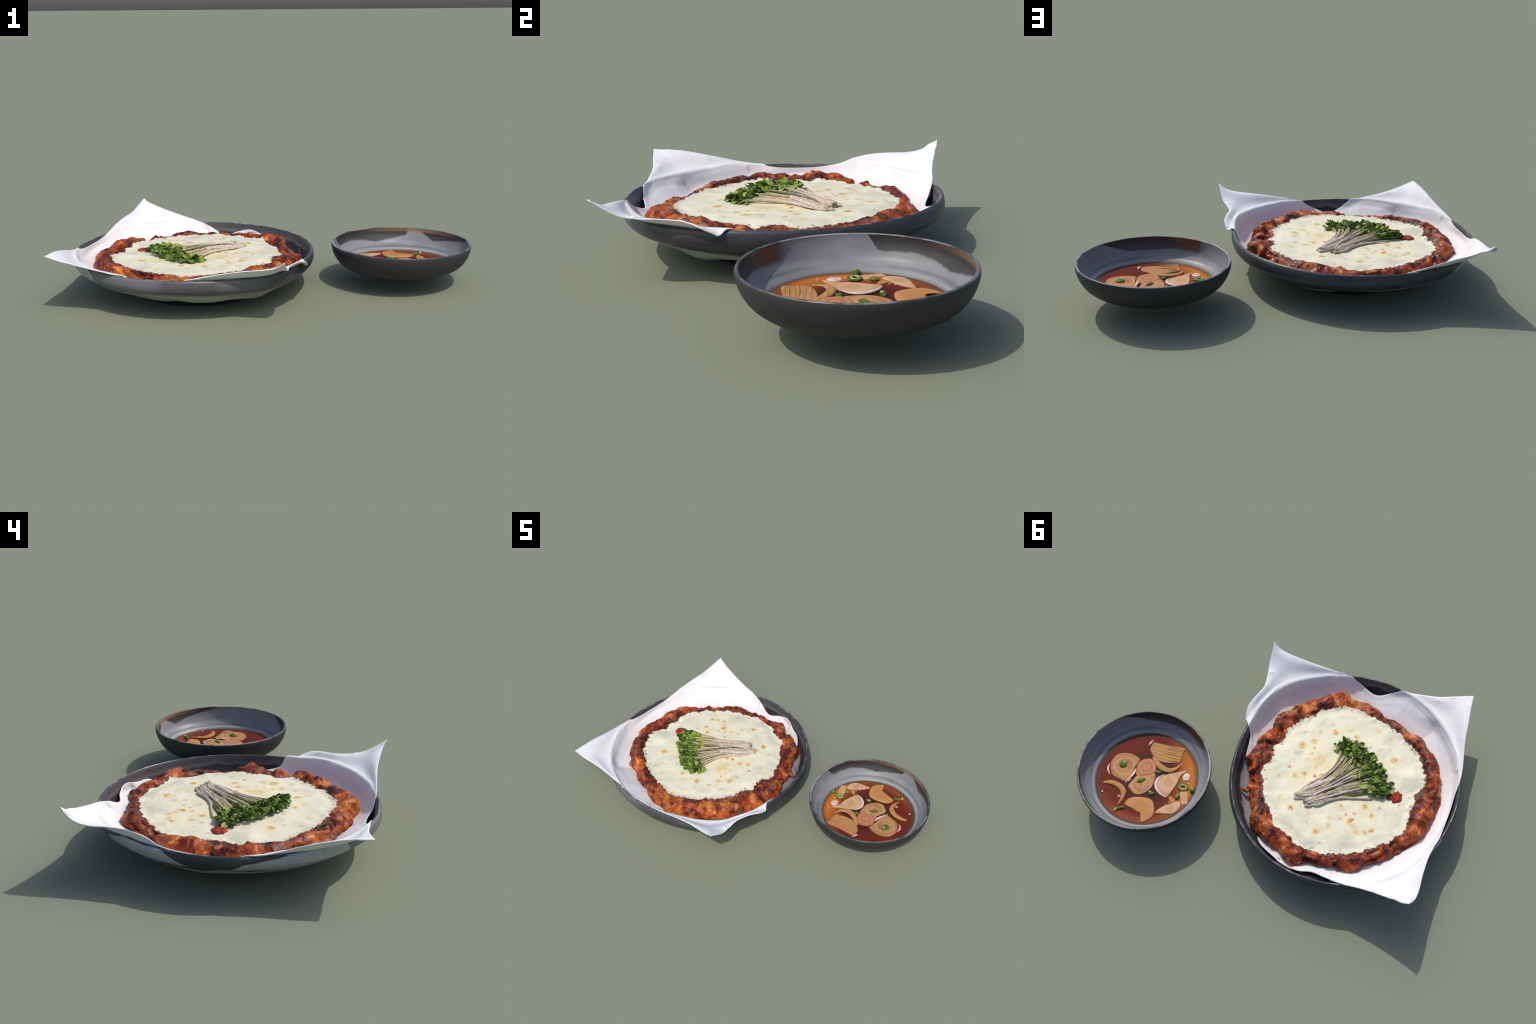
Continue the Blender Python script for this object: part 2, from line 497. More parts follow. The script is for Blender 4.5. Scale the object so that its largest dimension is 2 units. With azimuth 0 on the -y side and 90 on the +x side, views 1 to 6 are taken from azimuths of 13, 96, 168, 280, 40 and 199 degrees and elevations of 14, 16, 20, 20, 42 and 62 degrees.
def liquid_material():
    m = Mat("soy_sauce", rough=.6, spec=.08)
    x, y, z = m.xyz()
    p = m.noisevec(5, .05)
    flat = m.vec("MULTIPLY", p, (1, 1, 0))
    r = m.vec("LENGTH", flat, (0, 0, 0))
    col = m.mix(m.step(r, .10, .235), (.062, .018, .016), (.150, .024, .014))
    # orange where it is shallow, toward the left
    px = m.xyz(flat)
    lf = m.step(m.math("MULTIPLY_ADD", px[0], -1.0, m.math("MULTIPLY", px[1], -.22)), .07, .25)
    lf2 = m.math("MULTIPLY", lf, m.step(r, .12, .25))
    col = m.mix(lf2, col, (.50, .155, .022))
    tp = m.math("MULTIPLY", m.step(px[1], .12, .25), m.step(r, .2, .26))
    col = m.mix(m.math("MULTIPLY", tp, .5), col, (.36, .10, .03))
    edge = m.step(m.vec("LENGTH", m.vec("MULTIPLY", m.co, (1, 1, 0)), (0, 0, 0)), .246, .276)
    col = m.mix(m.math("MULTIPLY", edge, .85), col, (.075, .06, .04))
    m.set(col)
    return m.m

def onion_material(name, a, b, scale, kind):
    m = Mat(name, rough=.6, spec=.12)
    if kind == 'RINGS':
        g = m.noisevec(14, .02)
        w = m.node("ShaderNodeTexWave", wave_type='RINGS', rings_direction='Z')
        m.link(g, w.inputs["Vector"])
    else:
        w = m.node("ShaderNodeTexWave", wave_type='BANDS', bands_direction='Y')
        m.link(m.noisevec(8, .02), w.inputs["Vector"])
    w.inputs["Scale"].default_value = scale
    w.inputs["Distortion"].default_value = 1.5
    w.inputs["Detail"].default_value = 2
    n = m.noise(16, 3)
    col = m.mix(m.math("MULTIPLY", m.step(w.outputs["Fac"], .35, .95), .55), a, b)
    col = m.mix(m.math("MULTIPLY", m.step(n, .5, .75), .5), col, (.42, .16, .06))
    # margins tinted darker to draw the soft shading round each piece
    h = m.xyz()[2]
    edge_shading = m.math("SUBTRACT", 1.0, m.step(m.math("MULTIPLY_ADD", n, .0016, h), .0012, .0040))
    col = m.mix(m.math("MULTIPLY", edge_shading, .5), col, (.20, .055, .022))
    m.set(col)
    return m.m

def plain_material(name, a, b, scale=40, rough=.5):
    m = Mat(name, rough=rough, spec=.2)
    m.set(m.mix(m.step(m.noise(scale, 3), .35, .65), a, b))
    return m.m

# =============================================================== SERVING PLATE
TH = np.linspace(0, 2 * math.pi, 361)[:-1]
RA, RB, PHI = .606, .629, -.05
def rim_bulge(a, z=.21):
    """The oval is pulled out toward the front right, most at the lip."""
    a = np.asarray(a)
    wrap = lambda x: (x + math.pi) % (2 * math.pi) - math.pi
    fade = .15 + .85 * sstep(.09, .18, z)
    return 1 + .065 * fade * np.exp(-(wrap(a + math.radians(38)) / .36) ** 2) + .012 * np.exp(-(wrap(a - math.radians(30)) / .42) ** 2) + .008 * np.exp(-(wrap(a - math.radians(64)) / .35) ** 2)

def plate_ring(scale, z, off=(0, 0), e=(0, 0), th=TH, inner=False):
    k = scale * (1 + e[0] * np.cos(2 * th) + e[1] * np.sin(2 * th)) * rim_bulge(th + PHI, .21 if inner else z)
    a, b = RA * k * np.cos(th), RB * k * np.sin(th)
    return np.stack([PLATE[0] + off[0] + a * math.cos(PHI) - b * math.sin(PHI),
                     PLATE[1] + off[1] + a * math.sin(PHI) + b * math.cos(PHI), np.full_like(th, z)], 1)

def plate_radius(world_angle):
    """Rim radius of the oval plate in a world direction."""
    u = np.asarray(world_angle) - PHI
    return rim_bulge(world_angle) / np.sqrt((np.cos(u) / RA) ** 2 + (np.sin(u) / RB) ** 2)

OUTER = [(.2125, .988, (0, 0), (0, 0)), (.209, .997, (0, 0), (0, 0)), (.200, 1.001, (.001, 0), (0, 0)), (.185, 1.002, (.004, 0), (-.003, .002)),
         (.17, .999, (.008, -.001), (-.006, .003)), (.155, .986, (.012, -.001), (-.008, 0)), (.14, .960, (.015, -.001), (-.006, -.003)), (.125, .922, (.015, -.002), (.002, .0)),
         (.11, .880, (.015, -.002), (.012, .003)), (.097, .842, (.016, -.002), (.020, -.002)), (.085, .803, (.018, -.002), (.026, -.008)),
         (.072, .758, (.022, -.001), (.029, -.014)), (.060, .708, (.026, 0), (.029, -.018)), (.049, .640, (.026, 0), (.02, -.01)), (.042, .52, (.024, 0), (0, 0))]
# inner surface: (z, scale)
INNER = [(.2125, .979), (.206, .970), (.19, .964), (.17, .956), (.145, .936), (.125, .908), (.11, .876), (.098, .826), (.088, .75), (.080, .62), (.078, .35)]
def inner_z(scale):
    z = [p[0] for p in INNER][::-1]
    s = [p[1] for p in INNER][::-1]
    return np.interp(scale, s, z)

def build_plate():
    origin = (PLATE[0], PLATE[1], 0)
    plate = empty("serving_plate", origin)
    plate["label"] = "wide oval charcoal stoneware plate with upturned rim and foot ring"
    plate["category"] = "plate"
    rows = []
    for z, s, o, e in OUTER:
        R = plate_ring(s, z, o, e)
        if z < .10:                          # lumpy wrapped underside
            for i, p in enumerate(R):
                q = p - np.array([PLATE[0], PLATE[1], 0])
                n = fbm((q[0] * 5, q[1] * 5, 3), 2)
                R[i, 2] += n * .016 * sstep(.10, .07, z)
        rows.append(R)
    v = np.concatenate(rows)
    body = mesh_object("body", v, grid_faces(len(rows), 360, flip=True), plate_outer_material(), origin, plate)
    rows = [plate_ring(s, z, inner=True) for z, s in INNER]
    v = np.concatenate(rows)
    f = grid_faces(len(rows), 360)
    v = np.concatenate([v, [[PLATE[0], PLATE[1], .078]]])
    last = (len(rows) - 1) * 360
    f += [(last + j, last + (j + 1) % 360, len(v) - 1) for j in range(360)]
    mesh_object("basin", v, f, plate_inner_material(), origin, plate)
    prof = [(.988, .2125), (.9865, .2138), (.9835, .2143), (.981, .2138), (.979, .2125)]
    rows = [plate_ring(s, z) for s, z in prof]
    mesh_object("rim", np.concatenate(rows), grid_faces(len(rows), 360), plate_rim_material(), origin, plate)
    # foot ring, a little off centre
    fc = (-.3616, -.0089)
    prof = [(.345, .046), (.328, .030), (.316, .012), (.311, .003), (.306, .0), (.296, .0), (.290, .004), (.287, .020), (.285, .04)]
    rows = [np.stack([fc[0] + r * np.cos(TH), fc[1] + r * np.sin(TH), np.full_like(TH, z)], 1) for r, z in prof]
    v = np.concatenate(rows)
    f = grid_faces(len(rows), 360, flip=True)
    v = np.concatenate([v, [[fc[0], fc[1], .04]]])
    last = (len(rows) - 1) * 360
    f += [(last + (j + 1) % 360, last + j, len(v) - 1) for j in range(360)]
    mesh_object("foot_ring", v, f, foot_material(), origin, plate)

# ============================================================== PAPER LINER
# free edge of the sheet, walked round from the far-left corner; the four
# corners stand up, the long sides dip inside the rim, one corner is tucked in
EDGE = [(-.881, .633, .334, 1), (-.900, .608, .310, 0), (-.912, .557, .284, 0), (-.914, .500, .274, 0), (-.912, .440, .274, 0), (-.914, .374, .271, 0),
        (-.918, .326, .264, 0), (-.926, .269, .249, 0), (-.943, .205, .222, 0), (-.951, .12, .206, 0), (-.958, .02, .200, 0), (-.962, -.08, .203, 0),
        (-.972, -.176, .219, 0), (-.961, -.268, .238, 0), (-.944, -.363, .262, 0), (-.933, -.5, .290, 0),
        (-.923, -.633, .301, 1), (-.84, -.621, .274, 0), (-.737, -.603, .248, 0), (-.615, -.601, .224, 0), (-.538, -.602, .207, 0), (-.47, -.590, .168, 0),
        (-.426, -.577, .152, 0), (-.385, -.577, .153, 0), (-.31, -.598, .182, 0), (-.241, -.607, .218, 0), (-.115, -.604, .247, 0), (.014, -.602, .270, 0),
        (.149, -.613, .292, 0), (.2063, -.631, .327, 1), (.204, -.535, .270, 0), (.193, -.458, .253, 0), (.188, -.383, .251, 0), (.216, -.299, .249, 0),
        (.236, -.243, .233, 0), (.231, -.185, .203, 1), (.205, -.150, .205, 0), (.178, -.10, .165, 0), (.160, .02, .135, 0), (.11, .06, .10, 0),
        (.06, .15, .09, 0), (.03, .28, .09, 0), (-.02, .40, .11, 0), (-.061, .463, .150, 0), (-.096, .495, .170, 0), (-.153, .527, .175, 0), (-.228, .562, .190, 0),
        (-.30, .568, .175, 0), (-.376, .552, .158, 0), (-.462, .570, .196, 0), (-.548, .588, .225, 0), (-.641, .595, .250, 0), (-.757, .611, .282, 0), (-.848, .629, .311, 0)]

# how far the sheet stands off the clay between the crust and the lip
belly_lift = table([(-180, .018), (-165, .010), (-150, .012), (-135, .022), (-120, .046), (-107, .042), (-92, .010), (-60, .004), (-20, .0), (40, .0), (80, .012), (100, .026), (125, .038), (145, .042), (162, .030)])

def build_paper():
    c = np.array(PLATE)
    # smooth the edge between corners
    corners = [i for i, e in enumerate(EDGE) if e[3]]
    P = []
    for a, b in zip(corners, corners[1:] + [corners[0] + len(EDGE)]):
        run = [np.array(EDGE[i % len(EDGE)][:3]) for i in range(a, b + 1)]
        P.append(catmull(run, (b - a) * 10)[:-1])
    P = np.concatenate(P)
    n = len(P)
    cols = []
    K = 80
    for (x, y, z) in P:
        d = np.array([x, y]) - c
        rb = math.hypot(*d)
        u = d / rb
        ang = math.atan2(d[1], d[0])
        R = plate_radius(ang)
        lift = .007
        reach = min(rb, .955 * R)
        pts = []
        s_in = .62
        if rb > .935 * R:
            # floor -> wall -> lip -> free flap
            hump = float(belly_lift(math.degrees(ang)))
            for s in (s_in, .70, .76, .81, .86, .90, .935):
                pts.append((s * R, float(inner_z(s)) + lift + hump * float(sstep(.66, .84, s)) * (1 - .55 * float(sstep(.88, .96, s)))))
            rim_r = .984 * R
            over = rb - rim_r
            if over > .015:
                slope = (z - .224) / max(over, .05)
                rimz = .2225 + max(0, min(.02, slope * .02))
                pts.append((.962 * R, min(.205, rimz - .008)))
                pts.append((rim_r, rimz))
                for t in (.3, .65, 1):
                    # flap leaves the lip almost straight, turning up near its tip
                    zz = rimz + (z - rimz) * (t ** (1.12 + min(.5, over * 3)))
                    pts.append((rim_r + over * t, zz))
            else:
                pts.append((rb, z))
        else:
            zs = float(inner_z(min(reach / R, .96)))
            top = max(z, zs + lift)
            for t in (0, .35, .65, .85, 1):
                r = s_in * R + (rb - s_in * R) * t
                zz = float(inner_z(r / R)) + lift
                zz = zz + (top - (zs + lift)) * t ** 2.5 + float(belly_lift(math.degrees(ang))) * .8 * math.sin(math.pi * min(1, t * 1.0)) ** 2
                pts.append((r, zz))
        prof = catmull([np.array(p) for p in pts], 240)
        L = np.concatenate([[0], np.cumsum(np.hypot(*np.diff(prof, axis=0).T))])
        g = np.linspace(0, L[-1], K)
        r = np.interp(g, L, prof[:, 0])
        zz = np.interp(g, L, prof[:, 1])
        cols.append(np.stack([c[0] + u[0] * r, c[1] + u[1] * r, zz], 1))
    V = np.stack(cols, 1)                     # K x n x 3
    # crumple: gentle buckles, plus a soft fold where each flap leaves the lip
    for i in range(K):
        w = sstep(.15, .55, i / K)
        # spread the corner creases out over the flap
        for j in range(n):
            p = V[i, j]
            q = Vector((p[0] * 3.1, p[1] * 3.1, p[2] * 3.1))
            a = noise.noise(q) * .010 + noise.noise(q * 2.7) * .005
            V[i, j, 2] += a * w * (1 - .6 * i / K) * (0.0 if i == K - 1 else 1)
    # keep the sheet clear of the clay, then relax it so it drapes without steps
    d = V[:, :, :2] - c
    S = np.hypot(d[..., 0], d[..., 1]) / plate_radius(np.arctan2(d[..., 1], d[..., 0]))
    sk = [0, .62, .74, .81, .862, .896, .928, .953, .964, .970, .976, .984, 1.002, 1.012, 1.05, 3]
    zk = [.085, .086, .093, .100, .113, .126, .146, .174, .197, .212, .2195, .2205, .2195, .215, .15, -1]
    FL = np.interp(S, sk, zk)
    for it in range(14):
        V[..., 2] = np.maximum(V[..., 2], FL)
        if it == 13:
            break
        Z = V[..., 2]
        A = Z.copy()
        A[1:-1] = .5 * Z[1:-1] + .125 * (Z[2:] + Z[:-2]) + .125 * (np.roll(Z, 1, 1)[1:-1] + np.roll(Z, -1, 1)[1:-1])
        wide = sum(np.roll(Z, k, 1) for k in range(-9, 10)) / 19
        wt = (np.clip((K - 1 - np.arange(K)) / 22, 0, 1) * .6)[:, None]
        V[..., 2] = A * (1 - wt) + wide * wt
    # let each flap find its own shape between the lip and its free edge
    # (smooth blend of the heights all round it, nearest counting most)
    lip_a = np.radians(np.arange(0, 360, 1.5))
    lip_r = plate_radius(lip_a) * .986
    rim_pts = np.stack([c[0] + lip_r * np.cos(lip_a), c[1] + lip_r * np.sin(lip_a), np.full_like(lip_a, .2225)], 1)
    out = S[-1] > 1.0
    ctrl = np.concatenate([V[-1][out], rim_pts])
    seg = np.concatenate([np.full(out.sum(), .008), np.full(len(rim_pts), .0155)])
    for i in range(K - 1):
        for j in np.nonzero(S[i] > .99)[0]:
            d2 = ((ctrl[:, :2] - V[i, j, :2]) ** 2).sum(1) + 4e-6
            w = seg / d2 ** 1.5
            z = float((w * ctrl[:, 2]).sum() / w.sum())
            V[i, j, 2] = max(z, FL[i, j])
    for it in range(3):
        Z = V[..., 2].copy()
        Z[1:-1] = .5 * Z[1:-1] + .25 * (Z[2:] + Z[:-2])
        V[..., 2] = np.maximum(Z, FL)
    # faint buckles and a soft line where it bends over the lip
    reach = S[-1][None, :]
    V[..., 2] += np.where(S < reach - .01, 1, 0) * sstep(1.06, 1.12, reach) * .003 * np.exp(-((S - .992) / .012) ** 2)
    # the far-left flap dips before its tip turns up
    dip = np.exp(-((V[..., 0] + .835) ** 2 + (V[..., 1] - .572) ** 2) / .0055)
    V[..., 2] -= .022 * dip * (1 - (np.arange(K) / (K - 1.0)) ** 5)[:, None]
    V[..., 2] = np.maximum(V[..., 2], FL)
    # crumples along the free edges
    for i in range(K - 12, K - 1):
        for j in range(n):
            p = V[i, j]
            if S[i, j] > 1.02:
                q = noise.noise(Vector((p[0] * 22, p[1] * 22, 1)))
                V[i, j, 2] += max(0, q - .25) * .016 * math.sin(math.pi * (i - K + 12) / 12)
    for i in range(K - 1):
        w = float(sstep(.5, .8, i / K)) * (1 - (i / K) ** 6)
        if w > 0:
            for j in range(n):
                p = V[i, j]
                V[i, j, 2] += w * (noise.noise(Vector((p[0] * 6, p[1] * 6, 8))) * .006 + noise.noise(Vector((p[0] * 15, p[1] * 15, 4))) * .0022 + .001)
    v = V.reshape(-1, 3)
    o = mesh_object("paper_liner", v, grid_faces(K, n), paper_material(), (PLATE[0], PLATE[1], .085))
    md = o.modifiers.new("thickness", 'SOLIDIFY')
    md.thickness = .0045
    md.offset = 1
    o["label"] = "square sheet of white greaseproof paper with upturned corners"
    o["category"] = "paper"

# ====================================================================== PIE
def build_pie():
    cx, cy = PIE
    at = (cx, cy, .09)
    pie = empty("savory_pie", at)
    pie["label"] = "round cheese-topped pie with knobbly sauce-glazed crust and sprouts"
    pie["category"] = "food"
    # rim outline (angle, radius) read round the pie, and the height of its knuckles
    outline = table([(-180, .526), (-170, .533), (-160, .538), (-150, .544), (-140, .527), (-130, .523), (-125, .500), (-117, .506), (-110, .508), (-105, .490), (-98, .520),
                     (-90, .535), (-84, .538), (-77, .578), (-70, .575), (-62, .550), (-55, .548), (-48, .556), (-40, .540), (-35, .553), (-25, .520), (-15, .520), (-9, .512),
                     (-3, .528), (1, .540), (5, .515), (10, .488), (20, .493), (30, .490), (36, .502), (44, .525), (50, .516), (60, .505), (65, .500), (75, .518), (80, .510), (84, .480), (92, .480), (100, .479),
                     (112, .500), (116, .500), (124, .474), (130, .480), (138, .487), (146, .496), (155, .513), (166, .522), (174, .518)])
    crest = table([(-176, .188), (-164, .204), (-150, .194), (-140, .190), (-131, .193), (-124, .182), (-112, .172), (-103, .174), (-95, .190), (-88, .186), (-80, .192), (-70, .206),
                   (-60, .203), (-52, .199), (-45, .212), (-38, .209), (-30, .194), (-24, .177), (-18, .198), (-12, .184), (-4, .200), (3, .199), (9, .170), (17, .167), (24, .180), (34, .196),
                   (42, .206), (50, .203), (60, .203), (70, .200), (80, .178), (88, .190), (94, .184), (107, .190), (117, .196), (127, .175), (131, .172), (137, .191), (143, .175), (148, .181), (156, .196), (164, .205), (172, .203)])
    melt = table([(-180, .400), (-175, .387), (-170, .425), (-160, .446), (-150, .440), (-140, .450), (-132, .432), (-120, .432), (-110, .428), (-100, .428), (-90, .443), (-80, .459), (-72, .452), (-62, .442), (-54, .430),
                  (-47, .416), (-35, .419), (-28, .410), (-20, .397), (-13, .410), (-5, .392), (0, .393), (5, .421), (15, .417), (30, .418), (45, .412), (53, .433), (62, .419), (72, .427), (85, .431), (100, .422), (112, .412),
                  (125, .416), (135, .411), (141, .423), (148, .417), (156, .434), (163, .412), (168, .394), (175, .396)])
    NT, NP = 720, 46
    th = np.linspace(-180, 180, NT + 1)[:-1]
    ro, zc, rm = outline(th), crest(th), melt(th)
    ro = ro - .012 * np.exp(-((th + 45) / 32) ** 2)          # tucked in along the front right
    ro = ro + .011 * np.exp(-((th - 68) / 34) ** 2)          # and fuller at the back
    rows = np.zeros((NP, NT, 3))
    topfn = []
    for j, a in enumerate(th):
        R, Z, M = ro[j], zc[j], rm[j]
        rc = max(M + .030, R - .058)
        zb = .012 * math.sin(math.radians(a))
        pr = catmull([(M - .07, .170), (M - .02, .176), (M + .012, .178 + .3 * (Z - .178)), (rc - .012, Z - .004), (rc + .012, Z - .002), (R - .016, Z - .022), (R, .146 + zb), (R - .004, .125 + zb), (R - .025, .106), (R - .07, .099), (R - .16, .097)], NP - 1)
        ca, sa = math.cos(math.radians(a)), math.sin(math.radians(a))
        for i, (r, z) in enumerate(pr):
            rows[i, j] = (cx + r * ca, cy + r * sa, z)
    # lumps, pulls and wrinkles pushed along the surface normal
    du = np.roll(rows, -1, 1) - np.roll(rows, 1, 1)
    dv = np.gradient(rows, axis=0)
    nrm = np.cross(du, dv)
    nrm /= np.linalg.norm(nrm, axis=2, keepdims=True) + 1e-9
    if (nrm[20, :, 2]).mean() < 0:
        nrm = -nrm
    amp = np.interp(np.arange(NP), [0, 6, 12, 34, 40, NP], [.1, .35, 1, 1, .3, 0])
    for i in range(NP):
        for j in range(NT):
            p = rows[i, j]
            q = Vector((p[0], p[1], p[2] * 1.3))
            w = q * 9 + Vector((noise.noise(q * 13), noise.noise(q * 13 + Vector((5, 0, 0))), 0)) * .9
            b = noise.noise(w) * .012 + (.32 - abs(noise.noise(w * 1.35))) * .022 - .004 + (.3 - abs(noise.noise(q * 22))) * .0045 + noise.noise(q * 55) * .0014 + noise.noise(q * 100) * .0006
            aa = th[j] * .0175
            rr_ = math.hypot(p[0] - cx, p[1] - cy)
            b += (.28 - abs(noise.noise(Vector((math.cos(aa) * 7.5 + rr_ * 5, math.sin(aa) * 7.5, rr_ * 7 + p[2] * 4))))) * .013
            rows[i, j] = p + nrm[i, j] * b * amp[i]
    v = rows.reshape(-1, 3)
    f = grid_faces(NP, NT, flip=False)
    v = np.concatenate([v, [[cx, cy, .172], [cx, cy, .097]]])
    k = NP * NT
    f += [((j + 1) % NT, j, k) for j in range(NT)]
    f += [((NP - 1) * NT + j, (NP - 1) * NT + (j + 1) % NT, k + 1) for j in range(NT)]
    mesh_object("crust", v, f, crust_material(), at, pie)

    # cheese: a sagging sheet whose ragged edge laps on to the crust
    NR = 90
    t = np.concatenate([np.linspace(0, .86, 50)[1:], np.linspace(.86, 1, NR - 48)[1:]])
    tops = []
    rag = np.array([noise.noise(Vector((math.cos(math.radians(a)) * 9, math.sin(math.radians(a)) * 9, 2))) * .012
                    + noise.noise(Vector((math.cos(math.radians(a)) * 24, math.sin(math.radians(a)) * 24, 7))) * .012
                    + noise.noise(Vector((math.cos(math.radians(a)) * 60, math.sin(math.radians(a)) * 60, 9))) * .004 for a in th])
    rag *= np.array([.55 + 1.1 * abs(noise.noise(Vector((math.cos(math.radians(a)) * 5, math.sin(math.radians(a)) * 5, 12)))) for a in th]) * 1.15
    crust_r = np.hypot(rows[:22, :, 0] - cx, rows[:22, :, 1] - cy)
    vv = [[cx, cy, .1865]]
    for i, s in enumerate(t):
        for j, a in enumerate(th):
            re = rm[j] + rag[j] + .006
            r = s * re
            ca, sa = math.cos(math.radians(a)), math.sin(math.radians(a))
            x, y = cx + r * ca, cy + r * sa
            h = .1865 + .013 * (x - cx) - .003 * (r / .42) ** 2
            h += noise.noise(Vector((x * 6, y * 6, 1))) * .0045 + noise.noise(Vector((x * 15, y * 15, 4))) * .0034 + noise.noise(Vector((x * 40, y * 40, 6))) * .0010
            if r > rm[j] - .09:
                zcr = float(np.interp(r, crust_r[:, j], rows[:22, j, 2]))
                edge = re - r
                lap = zcr + .0042 * math.sqrt(max(0, 1 - (1 - min(edge / .012, 1)) ** 2)) - .001
                wgt = float(sstep(rm[j] - .06, rm[j] + .002, r))
                h = h * (1 - wgt) + lap * wgt
                h = max(h, lap)
            h += .012 * math.exp(-((x + .735) ** 2 + (y + .12) ** 2) / .0016)
            vv.append([x, y, h])
    f = [(0, 1 + j, 1 + (j + 1) % NT) for j in range(NT)]
    f += [tuple(1 + q for q in face) for face in grid_faces(len(t), NT, flip=True)]
    o = mesh_object("cheese", vv, f, None, at, pie, mats=[cheese_material(), cheese_material("cheese_margin", .35), cheese_material("cheese_lace", .85)])
    rim_mean = np.array([re_ for re_ in (rm + rag + .006)])
    for p in o.data.polygons:
        a = np.mean([(vi - 1) // NT for vi in p.vertices])
        j = (p.vertices[1] - 1) % NT
        gap = (1 - t[min(int(a), len(t) - 1)]) * rim_mean[j]
        w = noise.noise(Vector((j * .11, 3, 1))) * .5 + .5
        p.material_index = 2 if gap < .004 + .006 * w else 1 if gap < .014 + .022 * w else 0

    # dab of chili paste beside the leaves: two lobes with a notch between
    vv, f = [], []
    lob = [(-.672, .028, .022, .026), (-.652, .018, .020, .014), (-.668, .012, .016, .014)]
    nn = 48
    ring = []
    for i in range(9):
        tt = i / 8
        for j in range(nn):
            a = 2 * math.pi * j / nn
            rr = .036 + .005 * math.sin(2 * a + .8) + .002 * math.sin(5 * a) - .022 * math.exp(-((a - 1.0) / .22) ** 2)
            rr += noise.noise(Vector((math.cos(a) * 2.2, math.sin(a) * 2.2, 8))) * .010 + noise.noise(Vector((math.cos(a) * 6, math.sin(a) * 6, 2))) * .005
            rr *= (1 - tt)
            z = .1825 + .008 * math.sqrt(max(0, 1 - (1 - tt) ** 2)) + noise.noise(Vector((rr * math.cos(a) * 70, rr * math.sin(a) * 70, 3))) * .004 * min(1, tt * 4)
            vv.append((-.666 + rr * math.cos(a), .026 + rr * math.sin(a) * 1.05, z))
    f = grid_faces(9, nn)
    mesh_object("chili_paste", vv, f, chili_material(), at, pie)

    # dried scrap and thread hanging off the right of the crust
    m = plain_material("dried_sauce_strand", (.13, .03, .012), (.33, .12, .04), 60)
    tube_object("sauce_strand", [(.085, .205, .142), (.105, .204, .146), (.122, .200, .144), (.133, .204, .146)], [.013, .011, .007, .002], m, at, pie)
    m2 = plain_material("dry_thread", (.08, .05, .04), (.19, .13, .11), 60)
    tube_object("sauce_thread", [(.120, .236, .120), (.117, .232, .150), (.113, .230, .178), (.117, .231, .190), (.121, .231, .193)], [.003, .0022, .0022, .0028, .0018], m2, at, pie, n=20)
    build_sprouts(pie, at)

def tube(points, radii, n=24, sides=10, flat=1.0):
    C = catmull([np.array(p, float) for p in points], n)
    R = np.interp(np.linspace(0, 1, n + 1), np.linspace(0, 1, len(radii)), radii)
    T = np.gradient(C, axis=0)
    T /= np.linalg.norm(T, axis=1, keepdims=True) + 1e-9
    v = []
    for c, t, r in zip(C, T, R):
        s = np.cross(t, [0, 0, 1.0])
        if np.linalg.norm(s) < .05:
            s = np.cross(t, [0, 1.0, 0])
        s /= np.linalg.norm(s)
        u = np.cross(s, t)
        for k in range(sides):
            a = 2 * math.pi * k / sides
            v.append(c + s * math.cos(a) * r + u * math.sin(a) * r * flat)
    f = grid_faces(n + 1, sides, flip=False)
    v += [C[0], C[-1]]
    b = (n + 1) * sides
    f += [((k + 1) % sides, k, b) for k in range(sides)]
    f += [(n * sides + k, n * sides + (k + 1) % sides, b + 1) for k in range(sides)]
    return np.array(v), f

def tube_object(name, points, radii, mat, at, parent, n=24, sides=10, flat=1.0):
    v, f = tube(points, radii, n, sides, flat)
    return mesh_object(name, v, f, mat, at, parent)

